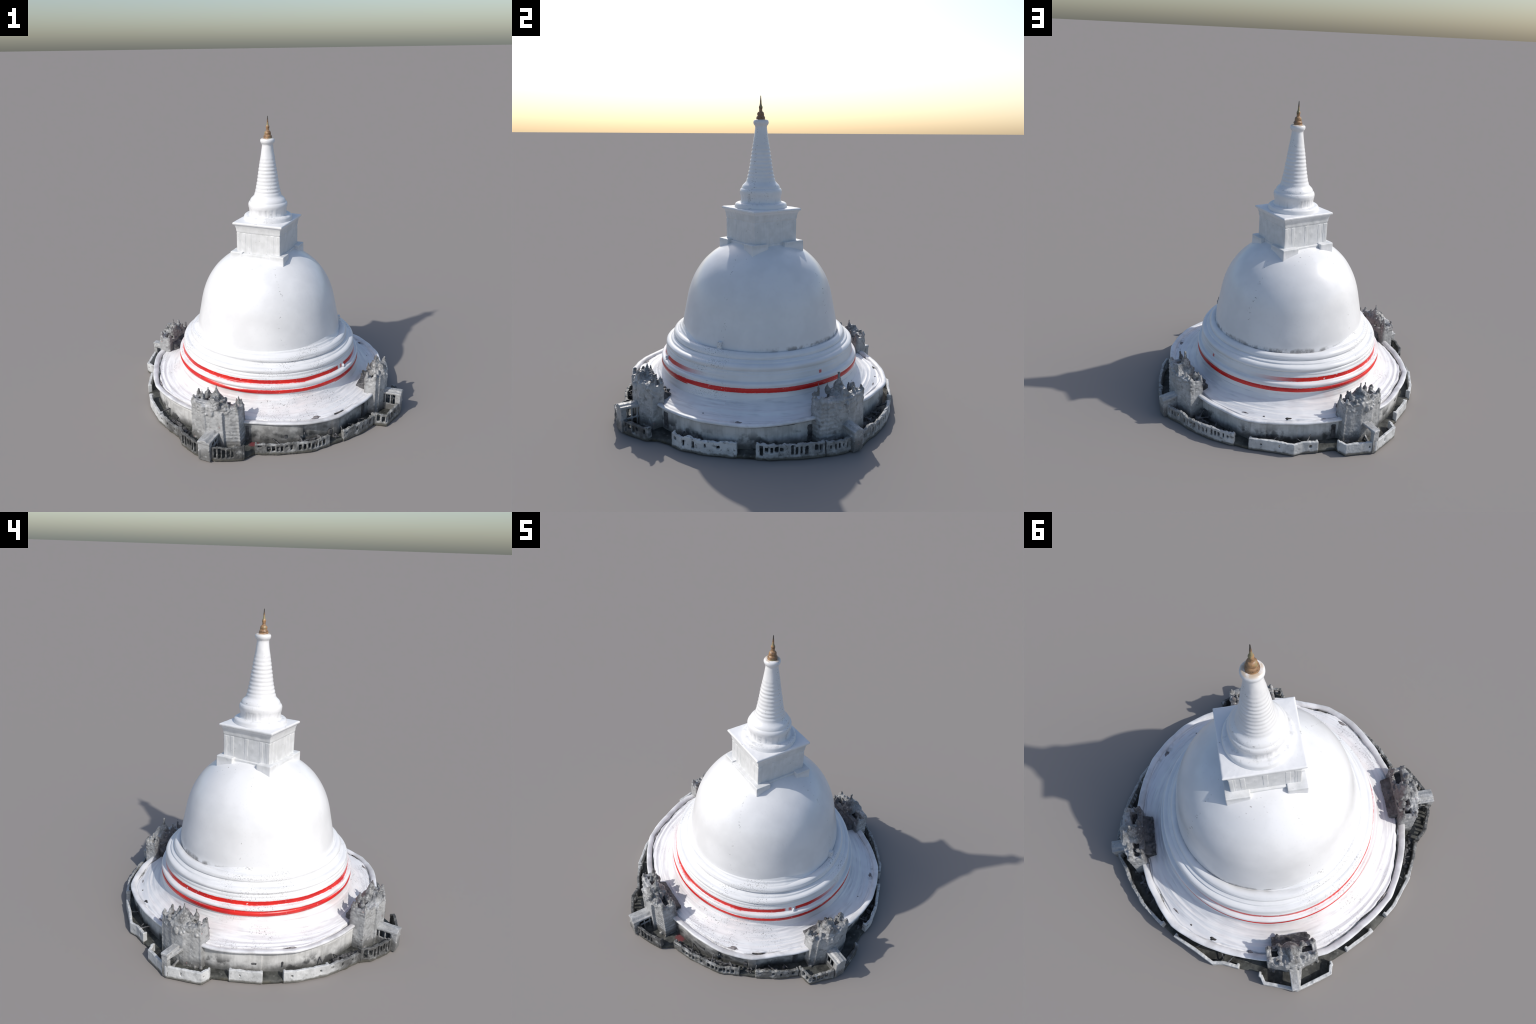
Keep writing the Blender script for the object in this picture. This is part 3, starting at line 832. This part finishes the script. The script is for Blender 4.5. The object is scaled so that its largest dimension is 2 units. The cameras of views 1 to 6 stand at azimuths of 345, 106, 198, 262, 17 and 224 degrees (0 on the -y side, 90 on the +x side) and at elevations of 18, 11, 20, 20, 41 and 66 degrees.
def gate_tower(az, half, shoulder, crown, seed, spike_x, extras, courses=0, lean=0.0, piers=(), back=-0.045):
    rng = random.Random(seed)
    m = tower_frame(az)
    gate = bpy.data.objects.new("gate_tower", None)
    bpy.context.scene.collection.objects.link(gate); gate.parent = stupa
    F, B = 0.047, back
    cw = half * 0.40
    b = Build()
    # hollow body: front, back and end walls about a sunken roof
    b.box(-half, half, F - 0.03, F, 0.02, shoulder)
    b.box(-half + 0.004, half - 0.004, B, B + 0.03, 0.02, shoulder - 0.035)
    b.box(-half + 0.001, -half + 0.03, B + 0.002, F - 0.002, 0.02, shoulder - 0.012)
    b.box(half - 0.03, half - 0.001, B + 0.002, F - 0.002, 0.02, shoulder - 0.012)
    b.box(-half + 0.01, half - 0.01, B + 0.01, F - 0.01, 0.02, shoulder - 0.06)
    # the face swells forward towards the centre bay
    plan = [(-half * .97, F - .030), (half * .97, F - .030), (half * .97, F - .004), (half * .72, F + .012), (cw * 1.15, F + .024), (cw * .75, F + .036), (-cw * .75, F + .036), (-cw * 1.15, F + .024), (-half * .72, F + .012), (-half * .97, F - .004)]
    low, high = ([b.bm.verts.new((x, y, z)) for x, y in plan] for z in (0.02, shoulder - 0.006))
    n = len(plan)
    for i in range(n):
        b.bm.faces.new((low[i], low[(i + 1) % n], high[(i + 1) % n], high[i]))
    b.bm.faces.new(low[::-1]); b.bm.faces.new(high)
    if piers:
        for x in piers:
            y = F + (.034 if abs(x) < cw else .010)
            b.box(x - 0.013, x + 0.013, y - 0.02, y + 0.008, 0.02, shoulder - rng.uniform(0.0, 0.03))
    # gable over the centre bay with a relief niche
    b.hexa([(-cw, F - 0.01, shoulder - 0.02), (cw, F - 0.01, shoulder - 0.02), (cw, F + 0.034, shoulder - 0.02), (-cw, F + 0.034, shoulder - 0.02),
            (spike_x - 0.012, F - 0.014, shoulder + 0.048), (spike_x + 0.012, F - 0.014, shoulder + 0.048), (spike_x + 0.012, F + 0.012, shoulder + 0.044), (spike_x - 0.012, F + 0.012, shoulder + 0.044)])
    b.ball(spike_x, F + 0.030, shoulder - 0.045, 0.020, 1.5)
    # broken battlements
    k = -half + 0.012
    while k < half - 0.01:
        if abs(k) > cw * 0.9:
            y = F - 0.001 if abs(k) > half * 0.7 else F + 0.014
            if rng.random() < 0.7:
                b.box(k - 0.012, k + 0.012, y - 0.021, y - rng.uniform(0, 0.004), shoulder - 0.03, shoulder + rng.uniform(-0.006, 0.020), 0.004)
            if rng.random() < 0.75:
                b.box(k - 0.012, k + 0.012, B + 0.002, B + 0.024, shoulder - 0.06, shoulder + rng.uniform(-0.035, 0.012), 0.003)
        k += rng.uniform(0.026, 0.040)
    for sx in (-1, 1):
        for y in (F - 0.013, B + 0.013):
            lump(b, rng, sx * (half - 0.014), y, shoulder + rng.uniform(-0.012, 0.006), 0.015)
    # crown: low vault running back from the gable, central pinnacle, smaller ones beside it
    b.turned(spike_x, 0.0, [(0.060, shoulder - 0.03), (0.057, shoulder + 0.004), (0.040, shoulder + 0.026), (0.022, shoulder + 0.042)], 16, 0.80)
    spike(b, spike_x, 0.004, shoulder + 0.022, 0.036, crown - shoulder - 0.018)
    for _ in range(9):
        lump(b, rng, spike_x + rng.uniform(-.075, .075), rng.uniform(B + 0.01, F + 0.010), shoulder + rng.uniform(-0.012, 0.022), rng.uniform(0.010, 0.018))
    for _ in range(9):
        x = rng.uniform(-half * .85, half * .85)
        y = F + (0.034 if abs(x) < cw else 0.014 if abs(x) < half * .7 else 0.0)
        lump(b, rng, x, y - 0.003, shoulder - rng.uniform(0.005, 0.075), rng.uniform(0.009, 0.017))
    for x, y, z, r, h in extras:
        spike(b, x, y, z, r, h)
    for sx in (-1, 1):
        for y in (F - 0.012, B + 0.012):
            h = rng.uniform(0.018, 0.040)
            x = sx * (half - 0.016)
            b.turned(x, y, [(0.013, shoulder - 0.03), (0.012, shoulder), (0.009, shoulder + h * 0.5), (0.010, shoulder + h * 0.7), (0.003, shoulder + h)], 7)
    for _ in range(4):
        x = rng.uniform(-half * .8, half * .8)
        y = rng.choice((F - 0.008, B + 0.01, 0.0)); h = rng.uniform(0.016, 0.036)
        b.turned(x, y, [(0.015, shoulder - 0.045), (0.013, shoulder - 0.008), (0.009, shoulder + h * 0.4), (0.003, shoulder + h)], 6)
    # rough footing
    for _ in range(10):
        b.ball(rng.uniform(-half, half), F + rng.uniform(0, 0.02), 0.036, rng.uniform(0.006, 0.014), 0.9)
    def wear(co, no):
        up = np.clip((co[:, 2] - shoulder + 0.09) / 0.06, 0, 1)
        d = (0.0030 + 0.0050 * up) * fbm(co * 28, 3, seed) + (0.0014 + 0.0022 * up) * fbm(co * 85, 2, seed + 5)
        if courses:
            wave = np.sin((co[:, 2] + 0.004 * fbm(co * 12, 2, seed)) * TAU / 0.025)
            d = d + 0.0008 * (1 + 0.8 * vnoise(co * 9)) * wave * np.clip((co[:, 0] * courses - 0.07) / 0.02, 0, 1) * np.clip((shoulder - 0.02 - co[:, 2]) / 0.02, 0, 1)
        out = co + no * d[:, None]
        # the block narrows and leans a little as it rises
        k = np.clip(co[:, 2] / shoulder, 0, 1)
        out[:, 0] = out[:, 0] * (1 - 0.055 * k) + lean * k
        return out
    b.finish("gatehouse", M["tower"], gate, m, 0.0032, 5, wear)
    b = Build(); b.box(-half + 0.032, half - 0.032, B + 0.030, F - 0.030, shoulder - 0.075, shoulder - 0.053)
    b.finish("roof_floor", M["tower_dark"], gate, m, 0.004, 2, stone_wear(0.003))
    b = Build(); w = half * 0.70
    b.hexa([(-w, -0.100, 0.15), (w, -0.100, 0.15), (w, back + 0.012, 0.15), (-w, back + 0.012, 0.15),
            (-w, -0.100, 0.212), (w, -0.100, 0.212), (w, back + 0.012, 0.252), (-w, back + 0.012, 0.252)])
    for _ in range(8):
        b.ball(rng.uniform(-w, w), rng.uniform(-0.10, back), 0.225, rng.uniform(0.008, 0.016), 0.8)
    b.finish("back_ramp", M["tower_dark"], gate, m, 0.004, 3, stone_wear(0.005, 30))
    return gate, m

def porch(gate, m, x0, x1, z_root, z_end, far, style, seed):
    """covered way from the tower face (y=0.046) out to the boundary wall"""
    b = Build()
    y0, y1 = 0.040, far
    th = 0.016
    b.hexa([(x0, y0, z_root - th), (x1, y0, z_root - th), (x1, y1, z_end - th), (x0, y1, z_end - th), (x0, y0, z_root), (x1, y0, z_root), (x1, y1, z_end), (x0, y1, z_end)])
    xm = (x0 + x1) / 2
    if style != "beam":
        b.hexa([(x0 + .01, y0, z_root - .004), (x1 - .01, y0, z_root - .004), (x1 - .01, y1, z_end - .004), (x0 + .01, y1, z_end - .004), (xm - .012, y0, z_root + .010), (xm + .012, y0, z_root + .010), (xm + .012, y1, z_end + .010), (xm - .012, y1, z_end + .010)])
    # end pier standing on the wall line
    b.box(x0 + 0.002, x1 - 0.002, y1 - 0.034, y1 - 0.004, 0.006, z_end - 0.004)
    if style == "solid":
        b.hexa([(x0 + .004, y0, .02), (x1 - .004, y0, .02), (x1 - .004, y1, .02), (x0 + .004, y1, .02), (x0 + .004, y0, z_root - .01), (x1 - .004, y0, z_root - .01), (x1 - .004, y1, z_end - .01), (x0 + .004, y1, z_end - .01)])
    elif style == "open":
        b.box(x0 + 0.004, x0 + 0.016, y0, y1, 0.02, 0.075)
        for k in range(4):
            y = y0 + (y1 - y0) * (k + 0.5) / 4.5
            for x in (x0 + 0.008, x1 - 0.008):
                b.beam((x, y, 0.02), (x, y, min(z_root, z_end) - 0.005), 0.009, 0.009)
        b.beam((x1 - 0.008, y0, 0.085), (x1 - 0.008, y1, 0.085), 0.009, 0.012)
    elif style == "beam":
        b.beam((x1 + 0.028, y0, z_root - 0.012), (x1 - 0.006, y1 - 0.015, z_end - 0.030), 0.018, 0.018)
        b.beam((xm, y1 - 0.06, 0.03), (xm + 0.02, y0, 0.07), 0.014, 0.014)
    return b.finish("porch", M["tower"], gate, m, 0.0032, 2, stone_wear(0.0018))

g, m = gate_tower(51.3, 0.172, 0.298, 0.420, 3, 0.0, [(-0.140, -0.02, 0.320, 0.012, 0.058), (0.118, -0.012, 0.305, 0.014, 0.044), (-0.060, -0.03, 0.315, 0.018, 0.052), (0.050, -0.020, 0.315, 0.016, 0.040)], -1, 0.0, (-0.12,))
porch(g, m, -0.030, 0.042, 0.150, 0.130, 0.178, "solid", 1)
g, m = gate_tower(140.8, 0.148, 0.302, 0.390, 5, -0.004, [(-0.062, -0.02, 0.310, 0.014, 0.042), (0.064, -0.025, 0.318, 0.018, 0.046)])
porch(g, m, -0.028, 0.018, 0.160, 0.165, 0.196, "beam", 2)
g, m = gate_tower(231.4, 0.176, 0.312, 0.420, 8, -0.002, [(-0.085, -0.03, 0.318, 0.024, 0.056), (-0.135, -0.035, 0.308, 0.012, 0.036), (0.145, -0.03, 0.312, 0.015, 0.040)], 1, -0.008, (-0.062, 0.066), -0.052)
porch(g, m, -0.044, 0.042, 0.138, 0.140, 0.216, "open", 3)
g, m = gate_tower(320.6, 0.150, 0.308, 0.392, 14, -0.010, [(0.125, -0.02, 0.318, 0.014, 0.035), (-0.05, -0.035, 0.322, 0.014, 0.040)], 0, 0.006, (-0.10,), -0.034)
porch(g, m, -0.040, 0.038, 0.158, 0.166, 0.200, "open", 4)

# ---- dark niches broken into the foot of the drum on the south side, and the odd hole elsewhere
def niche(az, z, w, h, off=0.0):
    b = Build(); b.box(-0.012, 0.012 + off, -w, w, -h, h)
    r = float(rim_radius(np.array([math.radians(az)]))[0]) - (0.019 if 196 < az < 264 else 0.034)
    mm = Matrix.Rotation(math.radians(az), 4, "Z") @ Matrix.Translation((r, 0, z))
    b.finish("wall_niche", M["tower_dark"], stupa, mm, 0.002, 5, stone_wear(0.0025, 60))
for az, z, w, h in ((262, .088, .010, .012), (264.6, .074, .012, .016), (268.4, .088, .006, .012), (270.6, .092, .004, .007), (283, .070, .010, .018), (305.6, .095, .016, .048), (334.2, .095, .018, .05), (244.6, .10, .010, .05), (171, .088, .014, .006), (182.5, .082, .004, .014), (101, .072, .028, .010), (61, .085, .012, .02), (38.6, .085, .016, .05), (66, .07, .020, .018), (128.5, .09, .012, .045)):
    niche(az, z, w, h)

# ---- struts, sills and rubble in the sunken walk
b = Build(); rng = random.Random(21)
def walk(az, r, z):
    a = math.radians(az)
    return Vector((r * math.cos(a), r * math.sin(a), z))
for az in (17.5, 66, 70, 75, 82, 104, 112, 118, 199, 206, 256, 268, 276, 288, 293, 300, 346, 352):
    r1 = 0.872 + rng.uniform(0, .012); r0 = float(rim_radius(np.array([math.radians(az)]))[0]) - 0.014
    b.beam(walk(az, r0, rng.uniform(.06, .10)), walk(az + rng.uniform(-3, 3), r1, rng.uniform(.06, .08)), 0.007, 0.009)
for _ in range(120):
    az = rng.choice((rng.uniform(203, 218), rng.uniform(250, 302), rng.uniform(250, 302), rng.uniform(60, 84), rng.uniform(340, 358)))
    r = rng.uniform(0.838, 0.872)
    p = walk(az, r, 0.036 + rng.uniform(0, 0.008))
    b.ball(p.x, p.y, p.z, rng.uniform(0.005, 0.014), rng.uniform(0.6, 1.5))
for a0, a1, zz in ((252, 262, .062), (266, 279, .068), (204, 212, .060), (64, 72, .058), (290, 296, .055)):
    line = [walk(a0 + (a1 - a0) * i / 14, 0.853 + 0.004 * math.sin(i * 1.7), 0) for i in range(15)]
    b.strip([(p.x, p.y) for p in line], 0.010, 0.02, zz)
ob = b.finish("rubble", M["tower_dark"], stupa, None, 0.003, 2, stone_wear(0.004, 30))
ob["kind"] = "stuff"
